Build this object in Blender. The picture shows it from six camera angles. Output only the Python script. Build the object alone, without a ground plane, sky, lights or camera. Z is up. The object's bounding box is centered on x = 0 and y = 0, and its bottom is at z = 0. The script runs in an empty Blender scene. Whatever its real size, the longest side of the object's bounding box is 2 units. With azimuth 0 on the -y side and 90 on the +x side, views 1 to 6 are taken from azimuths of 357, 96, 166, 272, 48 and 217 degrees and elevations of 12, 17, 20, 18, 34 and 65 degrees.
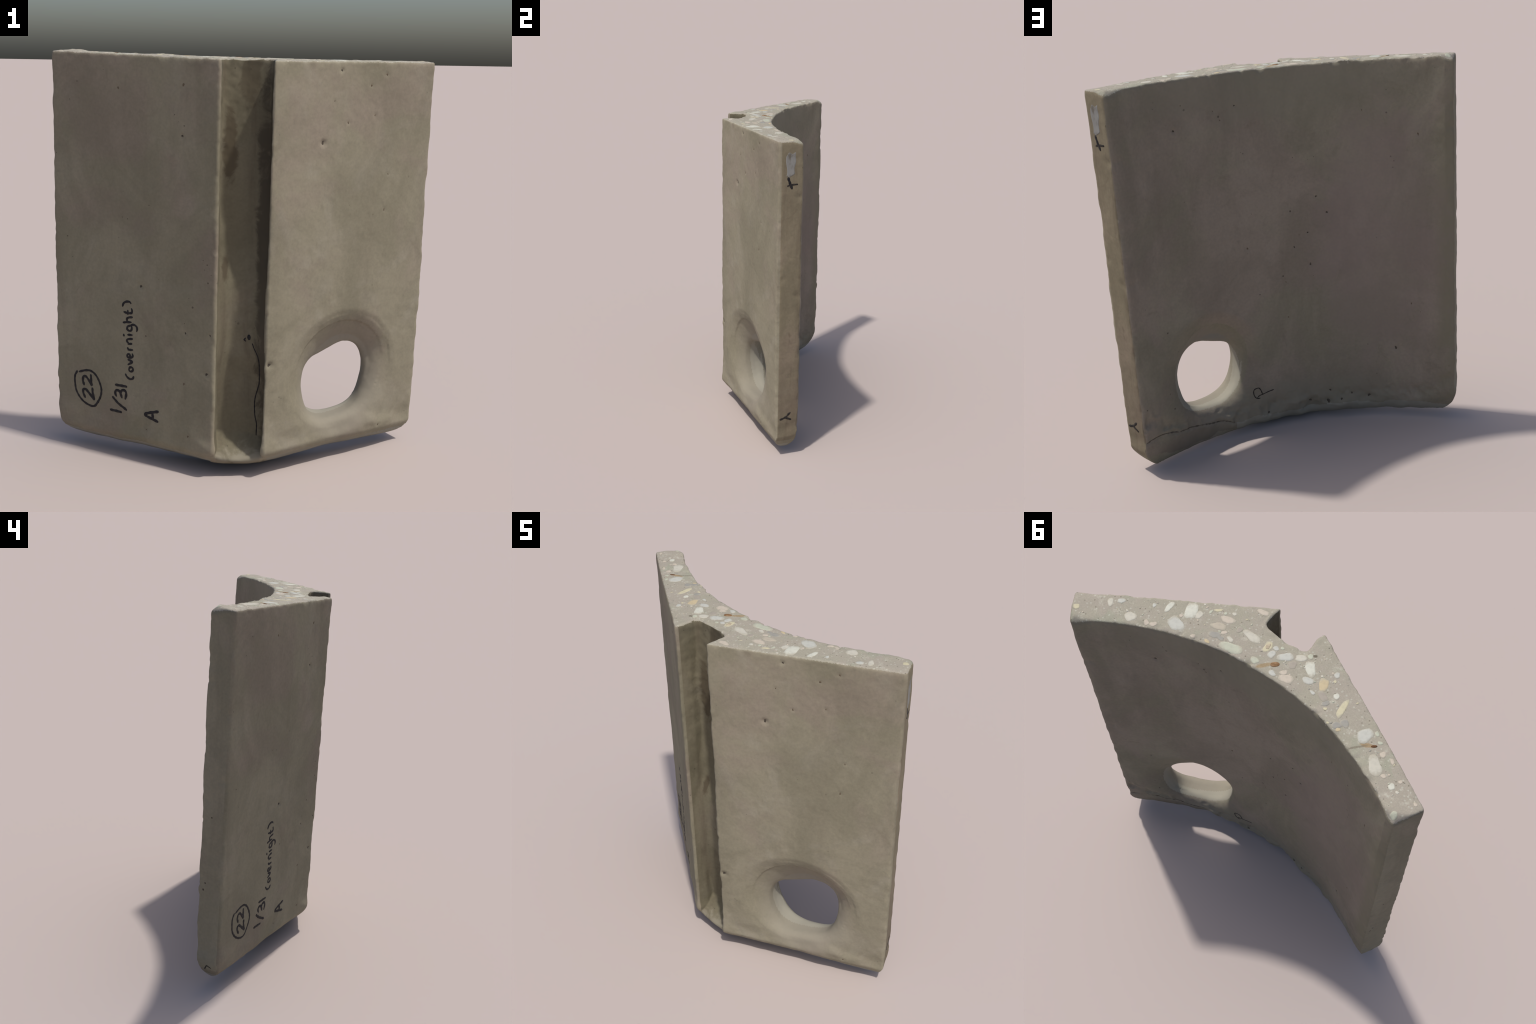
"""A fragment of a precast concrete trough: two flat outer walls meeting at 120
degrees, a mortar groove along the ridge, a barrel-curved inner face, a drilled
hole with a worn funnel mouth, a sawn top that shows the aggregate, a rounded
underside closed by scan fill, and handwriting in marker pen."""
import bpy, math, random
import numpy as np
from mathutils import Vector
from mathutils.bvhtree import BVHTree

random.seed(7)

# ------------------------------------------------------------------ frame
# The block leans a little: local (X, Y) sections slide along with height.
LEAN_X, LEAN_Y, Z_REF, SPREAD = 0.0125, -0.031, 1.965, 0.003


def to_world(P):
    P = np.array(P, float)
    dz = P[..., 2] - Z_REF
    P[..., 0] = P[..., 0] * (1 - SPREAD * dz) + LEAN_X * dz
    P[..., 1] += LEAN_Y * dz
    return P


def to_local(P):
    P = np.array(P, float)
    dz = P[..., 2] - Z_REF
    P[..., 0] = (P[..., 0] - LEAN_X * dz) / (1 - SPREAD * dz)
    P[..., 1] -= LEAN_Y * dz
    return P


# ------------------------------------------------------------------ section
ARC_X, ARC_R = 0.0138, 1.3985            # barrel of the inner face


def arc_y(X):
    return ARC_R - np.sqrt(np.maximum(ARC_R ** 2 - (X - ARC_X) ** 2, 0.01))


RIGHT_END, RIDGE_R = np.array([0.930, 0.136]), np.array([0.122, -0.3245])
RIDGE_L, LEFT_END = np.array([-0.104, -0.3250]), np.array([-0.904, 0.1455])
GROOVE_FLOOR = -0.191


def section_outline():
    """Corners of the cross-section with a fillet radius each, then the arc."""
    corners = [
        (RIGHT_END, 0.020), (RIDGE_R, 0.008), ((0.131, -0.255), 0.020), ((0.127, GROOVE_FLOOR), 0.026),
        ((-0.100, GROOVE_FLOOR - 0.001), 0.034), ((-0.093, -0.255), 0.020), (RIDGE_L, 0.014),
        (LEFT_END, 0.016), ((-0.832, 0.270), 0.012),
    ]
    arc = [((x, float(arc_y(x))), 0.0) for x in np.linspace(-0.79, 0.80, 34)]
    corners += arc + [((0.851, 0.271), 0.018)]
    out, n = [], len(corners)
    for i, (c, r) in enumerate(corners):
        c = np.array(c, float)
        if r == 0:
            out.append(c)
            continue
        a = np.array(corners[i - 1][0], float) - c
        b = np.array(corners[(i + 1) % n][0], float) - c
        la, lb = np.linalg.norm(a), np.linalg.norm(b)
        a, b = a / la, b / lb
        half = math.acos(np.clip(a @ b, -1, 1)) / 2
        t = min(r / math.tan(half), 0.48 * la, 0.48 * lb)
        for s in np.linspace(0, 1, 7):        # quadratic arc through the fillet
            out.append((1 - s) ** 2 * (c + a * t) + 2 * s * (1 - s) * c + s * s * (c + b * t))
    return np.array(out)


OUTLINE = section_outline()


def section_distance(X, Y):
    """Signed distance to the outline, negative in the concrete."""
    shape = X.shape
    X, Y = X.ravel(), Y.ravel()
    best = np.full(X.shape, 1e9)
    inside = np.zeros(X.shape, bool)
    for p, q in zip(OUTLINE, np.roll(OUTLINE, -1, 0)):
        e = q - p
        wx, wy = X - p[0], Y - p[1]
        t = np.clip((wx * e[0] + wy * e[1]) / (e @ e + 1e-18), 0, 1)
        best = np.minimum(best, (wx - t * e[0]) ** 2 + (wy - t * e[1]) ** 2)
        if abs(e[1]) > 1e-12:
            cross = (p[1] > Y) != (q[1] > Y)
            inside ^= cross & (X < p[0] + (Y - p[1]) * e[0] / e[1])
    d = np.sqrt(best)
    return np.where(inside, -d, d).reshape(shape)


FRONT_DIR = (RIGHT_END - RIDGE_R) / np.linalg.norm(RIGHT_END - RIDGE_R)
FRONT_NORMAL = np.array([FRONT_DIR[1], -FRONT_DIR[0]])      # out of the right wall


def front_depth(X, Y):
    return -((X - RIDGE_R[0]) * FRONT_NORMAL[0] + (Y - RIDGE_R[1]) * FRONT_NORMAL[1])


def left_depth(X, Y):
    d = (LEFT_END - RIDGE_L) / np.linalg.norm(LEFT_END - RIDGE_L)
    return (X - RIDGE_L[0]) * d[1] - (Y - RIDGE_L[1]) * d[0]


# ------------------------------------------------------------------ ends
def top_z(X, Y):
    z = -0.0131 * X + 0.0315 * Y + 1.9745 - 0.004 * np.clip(X, -1, 0)
    z = z + 0.007 * np.exp(-(((X + 0.79) / 0.06) ** 2 + ((Y - 0.235) / 0.05) ** 2))
    return z + 0.004 * np.exp(-(((X + 0.35) / 0.05) ** 2 + ((Y - 0.04) / 0.05) ** 2))


def bottom_z(X, Y):
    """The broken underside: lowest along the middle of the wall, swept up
    towards the outer faces, the inner edge and the two ends."""
    z = 0.004 + np.where(X > 0.15, 0.036, 0.010 + 0.024 * np.clip((-X - 0.5) / 0.4, 0, 1)) * (X - 0.15) ** 2
    wide = np.clip((np.abs(X) - 0.45) / 0.45, 0, 1)
    outer = -soft_max(-front_depth(X, Y), -left_depth(X, Y), 0.17)       # rounded across the ridge
    sweep = (0.112 - 0.035 * wide) * np.clip(1 - outer / (0.235 - 0.11 * wide), 0, 1.3) ** 2
    side = np.clip((X - 0.36) / 0.06, 0, 1)
    ragged = 0.030 * np.maximum(0, np.sin(23 * X + 1.1) * np.sin(9 * X + 0.4)) + 0.014 * np.sin(47 * X) * np.sin(11 * X + 2) - 0.012
    inner = (0.085 + 0.045 * side + 0.115 * np.clip((np.abs(X) - 0.62) / 0.20, 0, 1) ** 1.5 + ragged) * np.clip(1 - (arc_y(X) - Y) / (0.105 - 0.035 * side), 0, 1.3) ** 2
    end = np.where(X > 0, (RIGHT_END[0] - X) * 0.855 + (RIGHT_END[1] - Y) * 0.518, (X - LEFT_END[0]) * 0.86 + (LEFT_END[1] - Y) * 0.51)
    return z + np.maximum(np.maximum(sweep, inner), 0.098 * np.clip(1 - end / 0.12, 0, 1.3) ** 2)


# ------------------------------------------------------------------ hole
def hole_distance(X, Y, Z):
    """Oval bore through the right wall; its mouth opens as a soft funnel."""
    t = front_depth(X, Y)
    back = np.clip((t - 0.07) / 0.10, 0, 1)
    cx, cz = 0.484 - 0.014 * back, 0.394 + 0.014 * back
    a, b = 0.163 + 0.020 * back, 0.177 + 0.008 * back
    open_ = np.clip(1 - t / 0.115, 0, 1.3) ** 2.0
    cx = cx + 0.026 * open_
    cz = cz + 0.055 * open_
    a = a + 0.055 * open_
    b = b + 0.055 * open_
    lip = np.clip(1 - (arc_y(X) - Y) / 0.05, 0, 1.5) ** 1.7
    cx, cz, a, b = cx - 0.010 * lip, cz + 0.008 * lip, a + 0.022 * lip, b + 0.022 * lip
    x, z, k = (X - cx) / a, (Z - cz) / b, 0.12
    q = np.sqrt(np.maximum((x * x + z * z - 2 * k * x * z) / (1 - k * k), 1e-9))
    turn = np.arctan2(z, x)
    q = q - 0.03 * np.exp(-((turn + 0.75) / 0.40) ** 2)
    q = q - 0.07 * np.exp(-((turn - 2.45) / 0.35) ** 2) + 0.04 * np.exp(-((turn + 1.6) / 0.4) ** 2)
    q = q * (1 + 0.035 * np.cos(3 * turn + 0.6) + 0.03 * np.cos(4 * turn - 0.9))
    return (1 - q) * np.minimum(a, b)        # positive inside the bore


def round_max(a, b, r):
    a, b = a + r, b + r
    return np.minimum(np.maximum(a, b), 0) + np.hypot(np.maximum(a, 0), np.maximum(b, 0)) - r


def soft_max(a, b, k):
    h = np.clip(0.5 + 0.5 * (a - b) / k, 0, 1)
    return b + (a - b) * h + k * h * (1 - h)


def mortar(X, Y, Z):
    """Mortar left in the groove: thicker lower down, banked into both corners."""
    low = np.clip((1.55 - Z) / 0.6, 0, 1)
    low = low * low * (3 - 2 * low)
    bank = np.exp(-((Z - 0.70) / 0.36) ** 4) + 0.55 * np.exp(-((Z - 1.17) / 0.08) ** 2) + 0.5 * np.exp(-((Z - 1.66) / 0.15) ** 2)
    face = GROOVE_FLOOR - 0.008 * low
    face = face - (0.012 + 0.048 * bank) * np.clip((-0.030 - X) / 0.075, 0, 1.2) ** 1.4
    face = face - (0.020 + 0.065 * low * (0.35 + 0.65 * np.clip((Z - 0.35) / 0.2, 0, 1))) * np.clip((X - 0.045) / 0.085, 0, 1.2) ** 2
    # a bulging fill half-way up, a hollow below it, then a sill of scan fill at the foot
    face = face - 0.040 * np.exp(-((Z - 0.78) / 0.25) ** 4)
    face = face - 0.104 * np.clip((0.205 - 0.12 * X - Z) / 0.115, 0, 1.2) ** 1.3
    behind = 0.014 - np.minimum(front_depth(X, Y), left_depth(X, Y))       # never past the lips
    return np.maximum(np.maximum(np.maximum(np.abs(X - 0.010) - 0.130, face - Y), Y + 0.12), behind)


def block(X, Y, Z, d2=None):
    """The whole lump as one implicit surface."""
    if d2 is None:
        d2 = section_distance(X, Y)
    d2 = soft_max(-d2, -mortar(X, Y, Z), 0.012) * -1
    corner = np.exp(-(((np.abs(X) - 0.83) / 0.05) ** 2 + ((Y - 0.25) / 0.05) ** 2))
    d = round_max(d2, Z - top_z(X, Y), 0.010 + 0.034 * corner)
    d = round_max(d, bottom_z(X, Y) - Z, 0.022)
    near = (Z < 1.0) & (X > 0.1)
    # a shallow dish around the back of the bore, deepest above and towards the ridge
    u, v = (X - 0.455) / 0.19, (Z - 0.45) / 0.21
    way = 0.32 + 0.68 * (0.5 + 0.5 * np.cos(np.arctan2(v, u) - 2.2))
    dish = 0.082 * way * np.clip(1 - (np.hypot(u, v) - 0.80) / 0.80, 0, 1) ** 1.5
    rear = Y - arc_y(X) + dish - 0.003
    # and a wide, gentle one worn into the front, deepest above the bore
    u, v = (X - 0.515) / 0.178, (Z - 0.46) / 0.20
    way = 0.45 + 0.55 * (0.5 + 0.5 * np.cos(np.arctan2(v, u) - 1.85))
    dish = 0.080 * way * np.clip(1 - (np.hypot(u, v) - 0.90) / 0.88, 0, 1) ** 1.7
    front = dish - front_depth(X, Y) - 0.002
    d = np.where(near, np.maximum(d, soft_max(front, rear, 0.040)), d)
    return np.where(near, soft_max(d, hole_distance(X, Y, Z), 0.046), d)


# ------------------------------------------------------------------ noise
def lattice(ix, iy, iz, seed):
    h = (ix * 374761393 + iy * 668265263 + iz * 2147483647 + seed * 1274126177) & 0xFFFFFFFF
    h = ((h ^ (h >> 13)) * 1274126177) & 0xFFFFFFFF
    h = h ^ (h >> 16)
    return (h & 0xFFFF) / 32767.5 - 1.0


def noise(P, scale, seed=0, octaves=1):
    total, amp = 0.0, 1.0
    for o in range(octaves):
        Q = P * scale * 2 ** o + 100.0
        I = np.floor(Q).astype(np.int64)
        F = Q - I
        F = F * F * F * (F * (F * 6 - 15) + 10)
        v = 0.0
        for dx in (0, 1):
            for dy in (0, 1):
                for dz in (0, 1):
                    w = (F[:, 0] if dx else 1 - F[:, 0]) * (F[:, 1] if dy else 1 - F[:, 1]) * (F[:, 2] if dz else 1 - F[:, 2])
                    v = v + w * lattice(I[:, 0] + dx, I[:, 1] + dy, I[:, 2] + dz, seed + o)
        total, amp = total + amp * v, amp * 0.5
    return total


# ------------------------------------------------------------------ surface
def surface_mesh(cell=0.0072):
    xs = np.arange(-0.96, 0.975, cell)
    ys = np.arange(-0.345, 0.315, cell)
    zs = np.arange(-0.03, 2.03, cell)
    X2, Y2 = np.meshgrid(xs, ys, indexing="ij")
    d2 = section_distance(X2, Y2)
    S = np.empty((len(xs), len(ys), len(zs)))
    for k, z in enumerate(zs):
        S[:, :, k] = block(X2, Y2, np.full_like(X2, z), d2)
    inside = S < 0
    n = np.array(S.shape) - 1
    count = np.zeros(n, np.int8)
    for dx in (0, 1):
        for dy in (0, 1):
            for dz in (0, 1):
                count += inside[dx:n[0] + dx, dy:n[1] + dy, dz:n[2] + dz]
    cells = np.argwhere((count > 0) & (count < 8))
    index = np.full(n, -1, np.int64)
    index[tuple(cells.T)] = np.arange(len(cells))
    # one vertex per crossed cell: the mean of its edge crossings
    total, hits = np.zeros((len(cells), 3)), np.zeros(len(cells))
    corner = [(i, j, k) for i in (0, 1) for j in (0, 1) for k in (0, 1)]
    for a in corner:
        for axis in range(3):
            if a[axis]:
                continue
            b = list(a)
            b[axis] = 1
            sa, sb = S[tuple((cells + a).T)], S[tuple((cells + b).T)]
            m = (sa < 0) != (sb < 0)
            t = np.where(m, sa / np.where(m, sa - sb, 1), 0)
            p = cells + np.array(a, float)
            p[:, axis] += t
            total[m] += p[m]
            hits[m] += 1
    V = total / hits[:, None] * cell + np.array([xs[0], ys[0], zs[0]])
    quads = []
    for axis in range(3):
        u, w = (axis + 1) % 3, (axis + 2) % 3
        lo, hi = [slice(None)] * 3, [slice(None)] * 3
        lo[axis], hi[axis] = slice(0, -1), slice(1, None)
        A, B = inside[tuple(lo)], inside[tuple(hi)]
        for g in (np.argwhere(A & ~B), np.argwhere(~A & B)):
            flip = g.size and not A[tuple(g[0])]
            ring = []
            for du, dw in ((-1, -1), (0, -1), (0, 0), (-1, 0)):
                c = g.copy()
                c[:, u] += du
                c[:, w] += dw
                ring.append(index[tuple(c.T)])
            q = np.stack(ring, 1)
            quads.append(q[:, ::-1] if flip else q)
    Q = np.concatenate(quads)
    # relax along the surface, then pull every vertex exactly onto it
    e = 0.0015
    for step in range(5):
        if step < 2:
            acc, cnt = np.zeros_like(V), np.zeros(len(V))
            for i in range(4):
                np.add.at(acc, Q[:, i], V[Q[:, i - 1]] + V[Q[:, (i + 1) % 4]])
                np.add.at(cnt, Q[:, i], 2)
            V = 0.5 * V + 0.5 * acc / cnt[:, None]
        f = block(*V.T)
        G = np.stack([(block(*(V + np.eye(3)[i] * e).T) - block(*(V - np.eye(3)[i] * e).T)) / (2 * e) for i in range(3)], 1)
        g2 = np.maximum((G * G).sum(1), 0.05)
        V = V - np.clip(f / g2, -0.01, 0.01)[:, None] * G
    return V, Q, G / np.linalg.norm(G, axis=1)[:, None]


def vertex_normals(V, Q):
    N = np.cross(V[Q[:, 2]] - V[Q[:, 0]], V[Q[:, 3]] - V[Q[:, 1]])
    out = np.zeros_like(V)
    for i in range(4):
        np.add.at(out, Q[:, i], N)
    return out / np.maximum(np.linalg.norm(out, axis=1), 1e-12)[:, None]


# pits and knocks, as (X, z, radius, depth) on each face
PITS_LEFT = [
    (-0.569, 1.830, 0.011, 0.003), (-0.268, 1.852, 0.012, 0.002), (-0.271, 1.628, 0.010, 0.006), (-0.553, 1.231, 0.005, 0.003),
    (-0.463, 0.906, 0.012, 0.008), (-0.245, 0.712, 0.008, 0.004), (-0.146, 0.528, 0.012, 0.006), (-0.131, 0.721, 0.007, 0.004),
    (-0.436, 0.179, 0.006, 0.003), (-0.250, 0.760, 0.005, 0.002), (-0.227, 0.196, 0.010, 0.003), (-0.250, 0.459, 0.011, 0.002)]
PITS_RIGHT = [
    (0.443, 1.924, 0.009, 0.006), (0.594, 1.857, 0.010, 0.003), (0.484, 1.689, 0.009, 0.003), (0.365, 1.601, 0.014, 0.010),
    (0.620, 1.720, 0.007, 0.003), (0.705, 1.440, 0.007, 0.003), (0.671, 1.907, 0.009, 0.003), (0.413, 1.788, 0.006, 0.002),
    (0.734, 0.141, 0.009, 0.003), (0.147, 0.577, 0.014, 0.010), (0.691, 1.269, 0.010, 0.002)]
PITS_INNER = [
    (0.535, 1.728, 0.010, 0.007), (0.216, 1.806, 0.007, 0.004), (0.488, 1.842, 0.006, 0.003), (0.328, 1.792, 0.006, 0.003),
    (0.295, 1.744, 0.006, 0.003), (-0.177, 1.300, 0.009, 0.004), (-0.229, 1.210, 0.010, 0.006), (0.203, 1.066, 0.010, 0.003),
    (-0.130, 0.933, 0.011, 0.007), (-0.124, 1.109, 0.008, 0.004), (-0.049, 1.036, 0.008, 0.004), (-0.078, 1.101, 0.006, 0.002),
    (-0.554, 0.427, 0.014, 0.007), (-0.633, 0.691, 0.008, 0.003), (0.006, 0.648, 0.008, 0.002), (0.007, 0.848, 0.007, 0.002),
    (-0.092, 0.125, 0.014, 0.008), (-0.190, 0.112, 0.020, 0.010), (-0.262, 0.120, 0.012, 0.008), (-0.410, 0.130, 0.015, 0.008), (0.150, 0.100, 0.012, 0.006),
    (-0.319, 0.152, 0.010, 0.006), (-0.202, 0.180, 0.011, 0.006), (-0.676, 1.611, 0.011, 0.003), (-0.421, 1.735, 0.006, 0.002)]


def weather(V, N):
    """Relief of the cast faces: waviness, worn and chipped edges, pits."""
    X, Y, Z = V.T
    d2 = section_distance(X, Y)
    cast = 1 - np.clip((N[:, 2] - 0.5) / 0.3, 0, 1)          # everything but the sawn face
    move = 0.0022 * noise(V, 5, 1) * cast + 0.0005 * noise(V, 22, 2, 2) * cast + 0.0003 * noise(V, 60, 5) + 0.0006 * noise(V, 30, 9)
    # arrises: distance to the nearest long edge or rim
    edge = np.full(len(V), 9.0)
    for c, keep in ((RIGHT_END, 1), (RIDGE_R, 1), (RIDGE_L, 1), (LEFT_END, 1), ((-0.830, 0.268), 1), ((0.850, 0.270), 1)):
        edge = np.minimum(edge, np.hypot(X - c[0], Y - c[1]))
    flat = (d2 > -0.02) & (N[:, 1] < -0.3) & (np.abs(X) > 0.115)
    move += flat * (X > 0) * 0.005 * np.exp(-((Z - 0.95) / 0.5) ** 2) * np.clip((np.abs(X) - 0.115) / 0.06, 0, 1)
    move += flat * (X > 0) * (0.007 * np.exp(-(((X - 0.62) / 0.16) ** 2 + ((Z - 1.02) / 0.32) ** 2)) - 0.008 * np.exp(-(((X - 0.80) / 0.14) ** 2 + ((Z - 0.25) / 0.22) ** 2)))
    wear = np.exp(-(edge / 0.016) ** 2)
    move -= wear * (0.0012 + 0.0048 * noise(V * [1, 1, 1], 16, 3, 2) + 0.008 * np.clip(noise(V, 34, 4) - 0.45, 0, 1))
    rim = np.exp(-((top_z(X, Y) - Z) / 0.016) ** 2) * np.exp(-((d2 + 0.004) / 0.02) ** 2)
    inner = np.exp(-((Y - arc_y(X)) / 0.04) ** 2)
    move -= rim * (0.001 + 0.003 * noise(V, 26, 6, 2) + (0.004 + 0.012 * inner) * np.clip(noise(V, 30, 8) - 0.30, 0, 1))
    # ragged lower edge of the inner face, and the knock-out beside it
    low = np.exp(-((Z - bottom_z(X, Y) - 0.06) / 0.05) ** 2)
    move -= low * (0.010 * noise(V, 8, 11, 2) + inner * 0.012 * np.abs(noise(V, 17, 17, 2)))
    for (x, z, r, h) in ((-0.09, 0.09, 0.06, 0.022), (-0.27, 0.10, 0.05, -0.012), (0.33, 0.12, 0.03, 0.012), (0.62, 0.12, 0.09, 0.006)):
        move -= h * np.exp(-(((X - x) / r) ** 2 + ((Z - z) / 0.045) ** 2)) * inner
    # trowelled mortar in the groove, lumpy on its left side
    groove = (np.abs(X - 0.012) < 0.13) & (Y < -0.165) & (N[:, 1] < 0.2) & (Y > -0.30) & (d2 > -0.02)
    groove = groove * np.clip((Y + 0.305) / 0.03, 0, 1)
    move += groove * (0.005 * noise(V * [1, 1, 0.5], 9, 12, 2) + 0.0028 * noise(V * [1.2, 0.8, 1.2], 17, 13, 3) * np.clip((Z - 1.3) / 0.3, 0, 1) * (X < 0.02))
    crease = np.interp(X, [0.33, 0.40, 0.53, 0.66, 0.75, 0.85], [0.085, 0.120, 0.154, 0.172, 0.203, 0.196])
    move -= (N[:, 1] > 0.3) * (X > 0.33) * (X < 0.85) * 0.005 * np.exp(-((Z - crease) / 0.010) ** 2)
    # pits
    for pits, mask in ((PITS_LEFT, (X < -0.115) & (N[:, 1] < 0)), (PITS_RIGHT, (X > 0.115) & (N[:, 1] < -0.3) & (front_depth(X, Y) < 0.02)), (PITS_INNER, (N[:, 1] > 0.4))):
        for x, z, r, h in pits:
            w = np.exp(-(((X - x) / r) ** 2 + ((Z - z) / r) ** 2)) * mask
            move -= h * w
    for y, z in ((0.249, 1.648), (0.245, 1.05), (0.16, 1.16)):
        move -= 0.004 * np.exp(-(((Y - y) / 0.02) ** 2 + ((Z - z) / 0.02) ** 2)) * (np.abs(X) > 0.8)
    # the funnel is scraped smooth but faceted
    t = front_depth(X, Y)
    mouth = np.exp(-(((X - 0.53) / 0.27) ** 2 + ((Z - 0.45) / 0.30) ** 2)) * (t > 0.006) * (t < 0.12) * (X > 0.2)
    move += 0.006 * mouth * noise(V, 9, 15)
    return V + N * move[:, None]


V_LOCAL, QUADS, N0 = surface_mesh()
V_LOCAL = weather(V_LOCAL, N0)
V_WORLD = to_world(V_LOCAL)
LIFT = -V_WORLD[:, 2].min()
V_WORLD[:, 2] += LIFT
N_WORLD = vertex_normals(V_WORLD, QUADS)
SURFACE = BVHTree.FromPolygons([tuple(v) for v in V_WORLD], [tuple(int(i) for i in q) for q in QUADS])


# ------------------------------------------------------------------ materials
class Graph:
    """A small helper that wires shader nodes."""

    def __init__(self, name):
        self.mat = bpy.data.materials.new(name)
        self.mat.use_nodes = True
        self.t = self.mat.node_tree
        self.t.nodes.clear()
        self.coord = self.node("ShaderNodeTexCoord").outputs["Object"]

    def node(self, kind, **inputs):
        n = self.t.nodes.new(kind)
        for k, v in inputs.items():
            self.put(n, k.replace("_", " "), v)
        return n

    def put(self, n, key, v):
        s = n.inputs[key]
        if isinstance(v, bpy.types.NodeSocket):
            self.t.links.new(v, s)
        elif isinstance(v, (tuple, list)) and s.type == "RGBA" and len(v) == 3:
            s.default_value = (*v, 1)
        else:
            s.default_value = v

    def place(self, scale=(1, 1, 1), location=(0, 0, 0), rotation=(0, 0, 0), kind="POINT"):
        n = self.node("ShaderNodeMapping", Vector=self.coord, Scale=scale, Location=location, Rotation=rotation)
        n.vector_type = kind
        return n.outputs[0]

    def noise(self, scale, detail=3.0, rough=0.55, vec=None, distort=0.0):
        return self.node("ShaderNodeTexNoise", Vector=vec or self.coord, Scale=scale, Detail=detail, Roughness=rough, Distortion=distort).outputs["Fac"]

    def cells(self, scale, vec=None, out="Distance", rand=1.0):
        return self.node("ShaderNodeTexVoronoi", Vector=vec or self.coord, Scale=scale, Randomness=rand).outputs[out]

    def band(self, fac, lo, hi, a=0.0, b=1.0, smooth=True):
        n = self.t.nodes.new("ShaderNodeMapRange")
        n.interpolation_type = "SMOOTHSTEP" if smooth else "LINEAR"
        for k, v in (("Value", fac), ("From Min", lo), ("From Max", hi), ("To Min", a), ("To Max", b)):
            self.put(n, k, v)
        return n.outputs[0]

    def math(self, op, a, b=0.0):
        n = self.t.nodes.new("ShaderNodeMath")
        n.operation = op
        self.put(n, 0, a) if False else None
        for i, v in enumerate((a, b)):
            if isinstance(v, bpy.types.NodeSocket):
                self.t.links.new(v, n.inputs[i])
            else:
                n.inputs[i].default_value = v
        return n.outputs[0]

    def mix(self, fac, a, b, mode="MIX"):
        n = self.t.nodes.new("ShaderNodeMix")
        n.data_type, n.blend_type = "RGBA", mode
        for i, v in ((0, fac), (6, a), (7, b)):
            if isinstance(v, bpy.types.NodeSocket):
                self.t.links.new(v, n.inputs[i])
            elif i:
                n.inputs[i].default_value = (*v, 1)
            else:
                n.inputs[i].default_value = v
        return n.outputs[2]

    def blob(self, centre, radii, turn=0.0):
        """Distance from a place on the block, 1 at the rim of an ellipsoid."""
        v = self.place(scale=radii, location=centre, rotation=(0, 0, turn), kind="TEXTURE")
        n = self.t.nodes.new("ShaderNodeVectorMath")
        n.operation = "LENGTH"
        self.t.links.new(v, n.inputs[0])
        return n.outputs["Value"]

    def finish(self, colour, rough=0.88, bump=None, strength=0.15, distance=0.004, specular=0.25):
        b = self.node("ShaderNodeBsdfPrincipled", Base_Color=colour, Roughness=rough)
        b.inputs["Specular IOR Level"].default_value = specular
        if bump is not None:
            n = self.node("ShaderNodeBump", Height=bump, Strength=strength, Distance=distance)
            self.t.links.new(n.outputs[0], b.inputs["Normal"])
        o = self.node("ShaderNodeOutputMaterial")
        self.t.links.new(b.outputs[0], o.inputs[0])
        return self.mat


OLIVE, PINK, PALE, UMBER = (0.264, 0.243, 0.178), (0.270, 0.235, 0.184), (0.318, 0.296, 0.236), (0.180, 0.150, 0.112)
FILL = (0.270, 0.258, 0.212)  # tone of the untextured scan fill


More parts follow.
